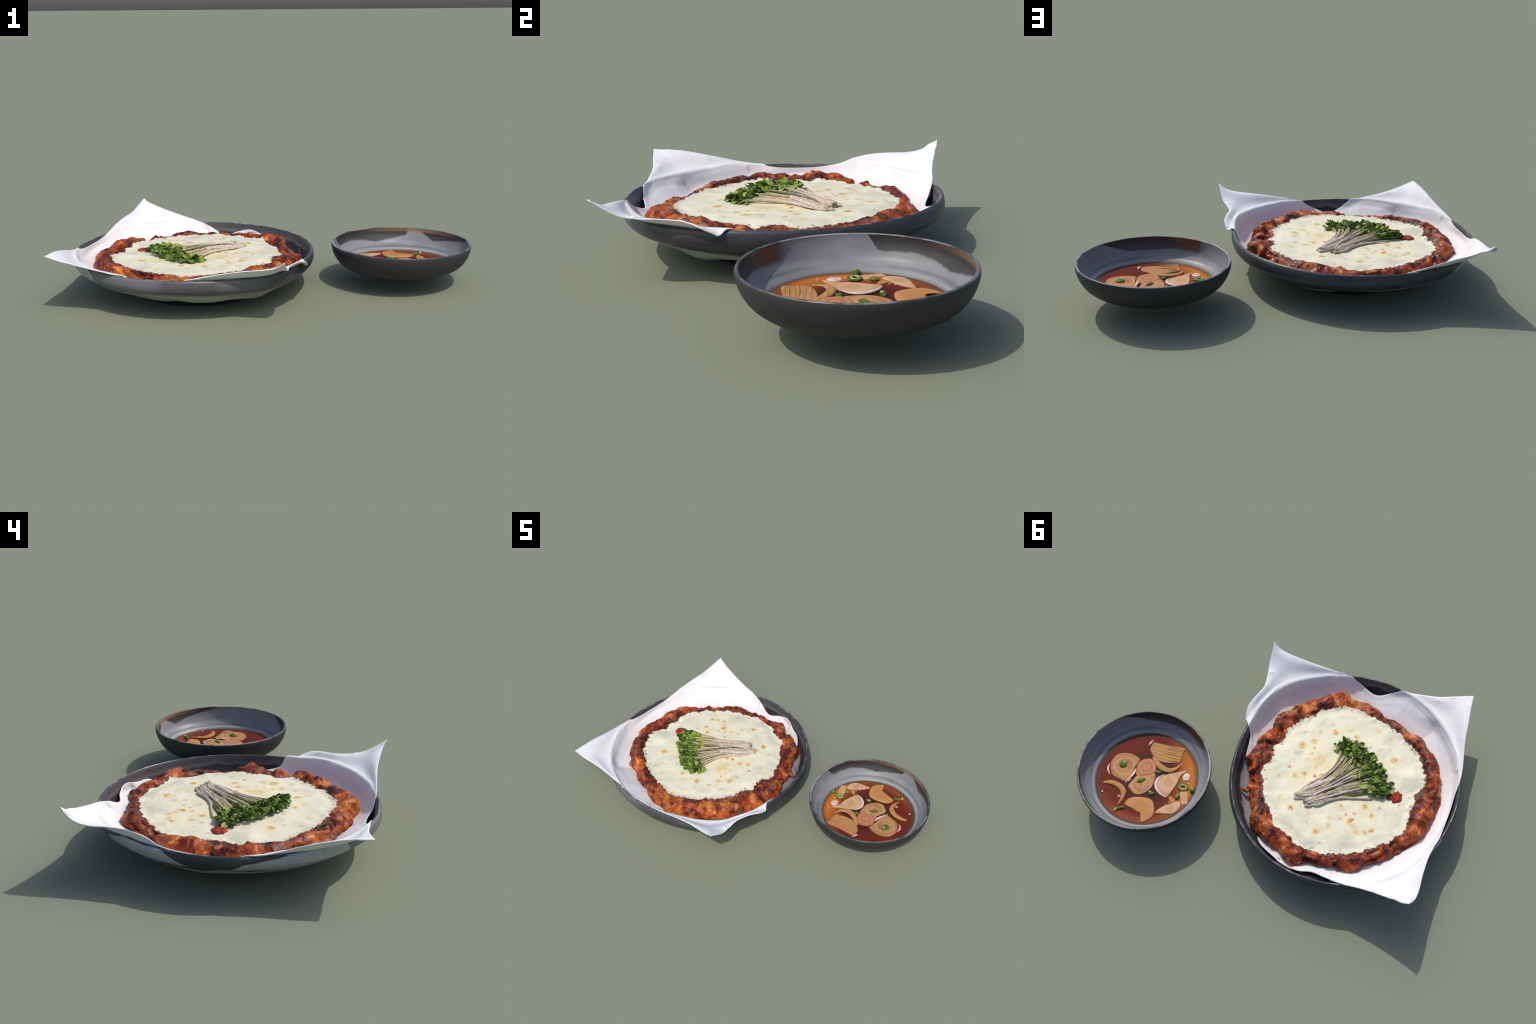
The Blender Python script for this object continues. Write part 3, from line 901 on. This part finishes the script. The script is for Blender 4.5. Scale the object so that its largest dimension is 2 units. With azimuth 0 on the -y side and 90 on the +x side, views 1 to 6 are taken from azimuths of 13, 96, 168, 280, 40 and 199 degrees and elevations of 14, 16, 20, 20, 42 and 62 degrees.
def build_sprouts(pie, pie_at):
    at = (PIE[0], PIE[1], .19)
    bunch = empty("radish_sprouts", at, pie)
    light, dark, shade = stem_material("sprout_stem_pale", 0), stem_material("sprout_stem_tan", 1), stem_material("sprout_stem_gap_shadow", 2)  # third tone is darkened so some stems read as shadow between others
    lerp = lambda a, b, t: tuple(p + (q - p) * t for p, q in zip(a, b))
    def leaf_end(u):
        arc = [(-.335, -.20), (-.43, -.185), (-.505, -.135), (-.565, -.075), (-.592, -.02), (-.614, .006)]
        return catmull(arc, 40)[int(round(u * 40))]
    ends = []
    N = 46
    for i in range(N):
        u = min(1, max(0, (i + .5) / N + rnd.uniform(-.03, .03)))
        # root ends gather into two tufts
        g = rnd.random()
        if u < .45 + .1 * (g - .5):
            root = (-.172 + rnd.uniform(-.012, .006), .170 + rnd.uniform(-.008, .010))
        else:
            root = (-.215 - .035 * rnd.random(), .188 + .02 * rnd.random())
        m1 = lerp((-.232, .095), (-.325, .165), u ** .8)
        m2 = lerp((-.328, -.045), (-.462, .082), u)
        e = leaf_end(u)
        lay = rnd.random()
        h = (.010 + .034 * lay) * (1 - abs(2 * u - 1) ** 1.6)
        wob = lambda s=.015: rnd.uniform(-s, s)
        back = rnd.uniform(.0, .05)
        ex, ey = e[0] + back * .6, e[1] + back * .35
        pts = [(*root, .196 + rnd.uniform(0, .018)), (m1[0] + wob(), m1[1] + wob(), .197 + h * .75), (m2[0] + wob(), m2[1] + wob(), .197 + h), (ex, ey, .199 + .016 * rnd.random() + .3 * h)]
        if rnd.random() < .25:               # some roots curl back on themselves
            pts = [(root[0] - .03, root[1] + .012, .197), (root[0] - .004, root[1] + .012, .202)] + pts[1:]
        r = rnd.uniform(.0028, .0064)
        pts = [(x, y, .189 + .62 * (z - .192) + .010 * (1 - abs(2 * u - 1)) * float(sstep(-.40, -.58, x))) for x, y, z in pts]
        tone = rnd.random()
        tube_object("stem", pts, [r * 1.15, r * 1.15, r, r * .8, r * .55], light if tone < .50 else dark if tone < .80 else shade, at, bunch, n=22, sides=8)
        ends.append((ex, ey, pts[-1][2]))
    # the few stout pale stalks lying on top
    stout = [([(-.160, .172, .203), (-.225, .115, .216), (-.30, .055, .226), (-.375, .010, .226), (-.43, -.020, .222)], [.007, .017, .017, .012, .006], .6),
             ([(-.195, .183, .202), (-.26, .135, .216), (-.33, .085, .224), (-.41, .045, .224), (-.48, .005, .220)], [.008, .011, .010, .009, .005], .8),
             ([(-.245, .210, .200), (-.262, .180, .210), (-.305, .140, .218), (-.365, .100, .220), (-.45, .070, .214), (-.52, .045, .206)], [.008, .009, .009, .008, .007, .004], .9),
             ([(-.250, .200, .196), (-.295, .195, .200), (-.335, .160, .205), (-.40, .120, .206), (-.47, .100, .203), (-.56, .075, .197)], [.009, .010, .010, .008, .007, .004], .8),
             ([(-.168, .160, .198), (-.215, .095, .206), (-.27, .03, .210), (-.31, -.04, .210), (-.325, -.11, .206), (-.33, -.17, .208)], [.004, .006, .006, .005, .005, .004], 1)]
    for pts, rad, fl in stout:
        pts = [(x, y, .188 + .48 * (z - .190)) for x, y, z in pts]
        tube_object("stem", pts, [q * .85 for q in rad], light, at, bunch, n=30, sides=12, flat=fl)

    # cotyledons: notched heart-shaped leaves in cupped pairs
    lm = leaf_material()
    variants = []
    for k in range(7):
        L, W = 1.0, rnd.uniform(.8, 1.05)
        notch, cup, fold = rnd.uniform(.1, .25), rnd.uniform(.15, .5), rnd.uniform(.05, .3)
        nu, nv = 12, 9
        vv = []
        for a in range(nu):
            s = a / (nu - 1)
            half = W * .5 * (math.sin(math.pi * min(1, s * .93 + .03) ** .8) ** .75) * (.25 + .75 * s ** .5)
            for b in range(nv):
                w = -1 + 2 * b / (nv - 1)
                x = s * L - notch * max(0, s - .7) / .3 * (1 - abs(w)) ** 1.5
                y = half * w
                z = cup * (y * y) * 1.4 - fold * s * s * .6 + .04 * math.sin(5 * s + 3 * w + k)
                vv.append((x, y, z))
        f = grid_faces(nu, nv, wrap=False)
        nvv = len(vv)
        me = bpy.data.meshes.new("leaf")
        # closed thin blade: top and underside joined round the edge
        th = .035
        vv2 = vv + [(x, y, z - th) for x, y, z in vv]
        f2 = f + [tuple(nvv + q for q in face[::-1]) for face in f]
        edge = [b for b in range(nv)] + [a * nv + nv - 1 for a in range(1, nu)] + [(nu - 1) * nv + b for b in range(nv - 2, -1, -1)] + [a * nv for a in range(nu - 2, 0, -1)]
        for a, b in zip(edge, edge[1:] + edge[:1]):
            f2.append((b, a, a + nvv, b + nvv))
        me.from_pydata(vv2, [], f2)
        me.update()
        me.polygons.foreach_set("use_smooth", [True] * len(me.polygons))
        me.materials.append(lm)
        variants.append(me)
    def put_leaf(x, y, z, size, yaw, pitch, roll):
        o = collection_link(bpy.data.objects.new("leaf", variants[rnd.randrange(7)]))
        attach(o, (x, y, z), bunch)
        o.rotation_euler = (roll, pitch, yaw)
        o.scale = (size, size, size)
    for i in range(288):
        u = rnd.random()
        e = leaf_end(u)
        back = rnd.random() ** 1.25 * .155 * (1 - .55 * abs(2 * u - 1))
        # clump stands highest over its middle
        x = e[0] + back * .74 + rnd.uniform(-.014, .014)
        y = e[1] + back * .58 + rnd.uniform(-.014, .014)
        lay = rnd.random()
        z = .195 + .027 * lay * (1 - .85 * abs(2 * u - 1)) * (1 - 2.4 * back) + .006 * (1 - abs(2 * u - 1))
        out = math.atan2(e[1] - .0, e[0] + .38)
        yaw = out + rnd.uniform(-1.3, 1.3)
        put_leaf(x, y, z, rnd.choice((.020, .026, .030, .034, .044)) * rnd.uniform(.85, 1.1), yaw, rnd.uniform(-.75, .6), rnd.uniform(-1.1, 1.1))
    for (x, y, yaw, s) in [(-.325, -.20, -1.9, .036), (-.345, -.205, -1.2, .038), (-.375, -.205, -2.2, .040), (-.40, -.21, -2.8, .040), (-.36, -.18, -.6, .034),
                           (-.62, .0, 2.9, .048), (-.60, .02, 3.0, .044), (-.585, .005, 2.6, .045), (-.57, .03, 2.9, .04), (-.61, -.03, 3.3, .042)]:
        put_leaf(x, y, .199 + rnd.uniform(0, .008), s, yaw, rnd.uniform(-.2, .25), rnd.uniform(-.5, .5))

# ================================================================ SAUCE BOWL
BZ = .0806
def build_bowl():
    at = (BOWL[0], BOWL[1], BZ)
    base = (BOWL[0], BOWL[1], 0)
    bowl = empty("sauce_bowl", base)
    bowl["label"] = "small round dark stoneware bowl, matt outside, glazed inside"
    bowl["category"] = "bowl"
    th = np.linspace(0, 2 * math.pi, 241)[:-1]
    def lathe(name, prof, mat, cap=False, flip=False):
        rows = [np.stack([BOWL[0] + r * np.cos(th), BOWL[1] + r * np.sin(th), np.full_like(th, z)], 1) for r, z in prof]
        v = np.concatenate(rows)
        f = grid_faces(len(rows), 240, flip=flip)
        if cap:
            v = np.concatenate([v, [[BOWL[0], BOWL[1], prof[-1][1]]]])
            last = (len(rows) - 1) * 240
            f += [(last + (j + 1) % 240, last + j, len(v) - 1) if flip else (last + j, last + (j + 1) % 240, len(v) - 1) for j in range(240)]
        return mesh_object(name, v, f, mat, base, bowl)
    # smooth outer wall: rim -> belly -> shallow foot
    cp = [(.3560, .2232), (.3574, .215), (.3566, .203), (.3515, .183), (.3450, .166), (.3370, .1515), (.3245, .1330), (.3040, .1140), (.2830, .1020), (.262, .0935), (.246, .0885), (.238, .085), (.228, .0825)]
    prof = [tuple(p) for p in catmull(cp, 60)] + [(.20, .0825), (.19, .087), (.05, .087)]
    lathe("outer_wall", prof, bowl_outer_material(), cap=True, flip=True)
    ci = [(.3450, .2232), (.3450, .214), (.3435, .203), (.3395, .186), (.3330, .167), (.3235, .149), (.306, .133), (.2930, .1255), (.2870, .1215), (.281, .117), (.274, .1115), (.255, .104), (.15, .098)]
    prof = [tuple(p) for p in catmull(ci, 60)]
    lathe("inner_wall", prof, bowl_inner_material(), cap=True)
    lathe("lip", [tuple(p) for p in catmull([(.3560, .2232), (.3543, .2250), (.3505, .2258), (.3467, .2250), (.3450, .2232)], 12)], bowl_rim_material())

# outlines of the floating pieces, in metres
SLICE_A = [(.818, .174), (.777, .166), (.734, .175), (.717, .188), (.723, .228), (.725, .271), (.719, .322), (.733, .334), (.767, .334), (.82, .322), (.847, .293), (.863, .255), (.859, .217), (.845, .191)]
SLICE_B = [(.695, .176), (.656, .163), (.628, .179), (.612, .209), (.609, .24), (.648, .268), (.694, .288), (.717, .242), (.717, .204)]
SLICE_C = [(.694, .282), (.648, .262), (.609, .24), (.593, .287), (.595, .33), (.612, .361), (.64, .386), (.672, .391), (.702, .374), (.72, .354), (.71, .319)]
HALF = [(.544, .227), (.505, .204), (.445, .172), (.467, .216), (.472, .265), (.482, .315), (.499, .362), (.539, .352), (.57, .327), (.585, .295), (.579, .262)]
MOON = [(.652, .403), (.604, .393), (.564, .398), (.539, .431), (.527, .468), (.533, .501), (.568, .537), (.581, .521), (.574, .492), (.614, .486), (.647, .476), (.694, .465), (.697, .445), (.684, .42)]
COMB = [(.685, .064), (.638, .06), (.571, .055), (.505, .048), (.504, .072), (.502, .11), (.507, .141), (.564, .162), (.611, .166), (.647, .15), (.682, .123), (.689, .103)]
WEDGE = [(.524, .463), (.505, .426), (.474, .396), (.442, .37), (.421, .361), (.407, .38), (.412, .412), (.433, .441), (.471, .453)]
CHIP = [(.437, .306), (.405, .291), (.394, .308), (.377, .355), (.389, .371), (.409, .37)]
PEARL = [(.458, .213), (.444, .188), (.421, .196), (.419, .228), (.445, .236)]
SHARD = [(.488, .348), (.459, .35), (.442, .37), (.465, .383)]
SURF = .1125

def slab(name, outline, mat, at, parent, height=.006, dimple=0.0, dip=(0, 0), n=64):
    """Rounded, slightly domed piece of onion lying in the sauce."""
    C = catmull([np.array(p) for p in outline], n, closed=True)
    cen = C.mean(0)
    prof = [(1.0, -.004), (1.0, -.001), (.985, .35), (.95, .65), (.88, .88), (.75, 1.0), (.55, 1.05), (.35, 1.06), (.15, 1.06)]
    v = []
    for s, h in prof:
        for p in C:
            q = cen + (p - cen) * s
            z = SURF + (h * height * .5 if h > 0 else h)
            if dimple and s < .8:
                z -= .5 * dimple * math.exp(-(((q - cen - np.array(dip)) ** 2).sum()) / .0009)
            z += noise.noise(Vector((q[0] * 35, q[1] * 35, 5))) * .0012 * (h > .3)
            v.append((q[0], q[1], z))
    f = grid_faces(len(prof), n)
    v.append((cen[0], cen[1], SURF + height * .53 - .5 * dimple))
    last = (len(prof) - 1) * n
    f += [(last + j, last + (j + 1) % n, len(v) - 1) for j in range(n)]
    a = sum(C[i][0] * C[(i+1) % n][1] - C[(i+1) % n][0] * C[i][1] for i in range(n))
    if a < 0:
        f = [q[::-1] for q in f]
    o = mesh_object(name, v, f, mat, (cen[0], cen[1], SURF), parent)
    return o

def lowered(pts, k=.5):
    return [(x, y, SURF + k * (z - SURF)) for x, y, z in pts]

def build_sauce():
    at = (BOWL[0], BOWL[1], .100)
    sauce = empty("dipping_sauce", at)
    sauce["label"] = "dark soy dipping sauce with onion slices and green chili"
    sauce["category"] = "sauce"
    th = np.linspace(0, 2 * math.pi, 181)[:-1]
    rows = [np.stack([BOWL[0] + r * np.cos(th), BOWL[1] + r * np.sin(th), np.full_like(th, z)], 1) for r, z in [(.274, .1085), (.2765, .1128), (.273, .1120), (.26, .1115), (.2, .1115), (.1, .1115), (.03, .1115)]]
    v = np.concatenate(rows + [np.array([[BOWL[0], BOWL[1], .1115]])])
    f = grid_faces(7, 180)
    f += [(6 * 180 + j, 6 * 180 + (j + 1) % 180, len(v) - 1) for j in range(180)]
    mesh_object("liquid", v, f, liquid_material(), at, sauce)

    rings = onion_material("onion_slice_flesh", (.43, .215, .090), (.56, .33, .17), 9, 'RINGS')
    flesh = onion_material("onion_flesh", (.46, .215, .072), (.52, .27, .105), 2, 'RINGS')
    fibre = onion_material("onion_fibre", (.42, .205, .075), (.54, .31, .13), 15, 'BANDS')
    cream = onion_material("onion_cream", (.52, .30, .155), (.64, .42, .27), 4, 'RINGS')
    pale = plain_material("onion_skin_pale", (.55, .41, .36), (.70, .56, .50))
    green = plain_material("green_chili", (.055, .11, .012), (.12, .21, .025), 50)
    greenpale = plain_material("green_chili_pale", (.30, .33, .12), (.55, .52, .28), 50)

    o = slab("onion_slice", SLICE_A, rings, at, sauce, .006, .006, (.0, -.012))
    slab("onion_slice", SLICE_C, rings, at, sauce, .006, .003, (.0, .03))
    blush = onion_material("onion_slice_blush", (.42, .17, .085), (.55, .29, .155), 12, 'RINGS')
    slab("onion_slice", SLICE_B, blush, at, sauce, .009)
    slab("onion_half", HALF, cream, at, sauce, .008)
    slab("onion_petal", MOON, flesh, at, sauce, .010)
    slab("onion_petal", WEDGE, cream, at, sauce, .009)
    slab("onion_chip", CHIP, cream, at, sauce, .007, n=36)
    slab("onion_chip", PEARL, pale, at, sauce, .008, n=36)
    slab("onion_chip", SHARD, flesh, at, sauce, .006, n=36)
    # layered wedge: a body with comb-like leaves cut across on one side
    slab("onion_wedge", COMB, fibre, at, sauce, .008)
    for k, (y, w, L) in enumerate([(.060, .0030, .105), (.073, .0045, .13), (.092, .0032, .10), (.104, .0050, .12), (.124, .0035, .09), (.139, .0040, .07)]):
        tube_object("onion_layer", lowered([(.510 + .004 * (k % 3), y - .003, SURF + .006), (.530, y, SURF + .0085), (.510 + L * .6, y + .004, SURF + .0095), (.510 + L, y + .006, SURF + .006)]),
                    [w * .8, w, w, w * .3], fibre, at, sauce, n=18, sides=8, flat=.5)
    tube_object("onion_strip", lowered([(.655, .148, SURF), (.612, .185, SURF + .004), (.570, .204, SURF + .006), (.530, .200, SURF + .006), (.502, .172, SURF + .005), (.500, .148, SURF)]), [.006, .016, .018, .014, .008, .004], fibre, at, sauce, n=32, sides=12, flat=.5)
    tube_object("onion_strip", lowered([(.855, .376, SURF), (.815, .364, SURF + .003), (.765, .370, SURF + .004), (.730, .396, SURF + .005), (.722, .435, SURF + .004), (.730, .476, SURF)]), [.006, .014, .016, .016, .011, .003], flesh, at, sauce, n=32, sides=12, flat=.5)
    # pale edges: the cut rim of the half onion, slivers of skin
    tube_object("onion_rim", lowered([(.552, .232, SURF + .006), (.578, .262, SURF + .007), (.581, .298, SURF + .007), (.565, .328, SURF + .007), (.535, .350, SURF + .006), (.505, .358, SURF + .004)]), [.002, .007, .009, .008, .006, .002], pale, at, sauce, n=28, sides=10, flat=.5)
    tube_object("onion_sliver", lowered([(.866, .258, SURF), (.865, .285, SURF + .004), (.854, .305, SURF + .004), (.838, .320, SURF)]), [.002, .006, .005, .002], pale, at, sauce, n=14, sides=8, flat=.5)
    tube_object("onion_sliver", lowered([(.717, .247, SURF + .006), (.717, .275, SURF + .008), (.724, .300, SURF + .007), (.735, .322, SURF + .003), (.742, .345, SURF + .002)]), [.003, .008, .006, .003, .002], pale, at, sauce, n=14, sides=8, flat=.5)
    tube_object("onion_sliver", lowered([(.704, .092, SURF + .002), (.698, .072, SURF + .006), (.690, .052, SURF + .006)]), [.002, .008, .002], pale, at, sauce, n=10, sides=8, flat=.5)
    def bead(name, x, y, z, r, mat, sq=(1, 1, .8), rot=0):
        v, f = [], []
        nu, nv = 20, 12
        for i in range(nv + 1):
            b = -math.pi / 2 + math.pi * i / nv
            for j in range(nu):
                a = 2 * math.pi * j / nu
                px, py, pz = math.cos(b) * math.cos(a) * sq[0], math.cos(b) * math.sin(a) * sq[1], math.sin(b) * sq[2]
                v.append((x + r * (px * math.cos(rot) - py * math.sin(rot)), y + r * (px * math.sin(rot) + py * math.cos(rot)), z + r * pz))
        mesh_object(name, v, grid_faces(nv + 1, nu), mat, at, sauce)
    bead("chili_piece", .794, .243, SURF + .003, .021, green, (1, 1, .5))
    bead("chili_seed", .789, .231, SURF + .011, .007, greenpale, (1, 1, .5))
    bead("chili_piece", .664, .305, SURF + .003, .025, green, (1, .45, .35), .75)
    bead("chili_piece", .593, .229, SURF + .001, .016, green, (1, .7, .4))
    bead("chili_piece", .583, .362, SURF + .002, .018, green, (1, .6, .5), .3)
    bead("chili_seed", .590, .358, SURF + .010, .008, greenpale, (1, .9, .6))
    bead("chili_piece", .379, .280, SURF + .006, .014, green, (1, 1.1, .7))
    bead("chili_seed", .380, .276, SURF + .015, .007, greenpale, (1, .8, .5))
    bead("chili_piece", .444, .337, SURF + .005, .013, plain_material("chili_olive", (.13, .15, .015), (.25, .24, .04), 50), (1, 1.2, .6))
    tube_object("chili_stub", lowered([(.690, .480, SURF + .002), (.712, .492, SURF + .003), (.727, .503, SURF + .003)]), [.008, .009, .008], green, at, sauce, n=10, sides=10, flat=.8)
    bead("chili_seed", .731, .508, SURF + .004, .011, greenpale, (.5, 1, .7), .4)
    # open ring of chili
    pts = [(.432 + .025 * math.cos(a) * .95, .276 + .019 * math.sin(a), SURF + .004) for a in np.linspace(0, 2 * math.pi, 13)]
    tube_object("chili_ring", pts, [.006] * 13, green, at, sauce, n=36, sides=8, flat=.6)
    pts = [(.432 + .017 * math.cos(a), .276 + .012 * math.sin(a), SURF + .006) for a in np.linspace(0, 2 * math.pi, 13)]
    tube_object("chili_ring", pts, [.0035] * 13, greenpale, at, sauce, n=36, sides=8)
    bead("bubble", .743, .429, SURF + .001, .009, plain_material("foam", (.40, .20, .16), (.55, .30, .25)), (1, 1, .4))
    bead("bubble", .838, .429, SURF + .002, .005, plain_material("foam_white", (.7, .68, .68), (.85, .83, .83)), (1, 1, .6))
    for i in range(14):
        a = rnd.uniform(2.4, 3.9)
        r = rnd.uniform(.19, .25)
        bead("bubble", BOWL[0] + r * math.cos(a), BOWL[1] + r * math.sin(a), SURF, rnd.uniform(.002, .004), pale, (1, 1, .5))

build_plate()
build_paper()
build_pie()
build_bowl()
build_sauce()
for o in bpy.data.objects:
    if "_at" in o:
        del o["_at"]
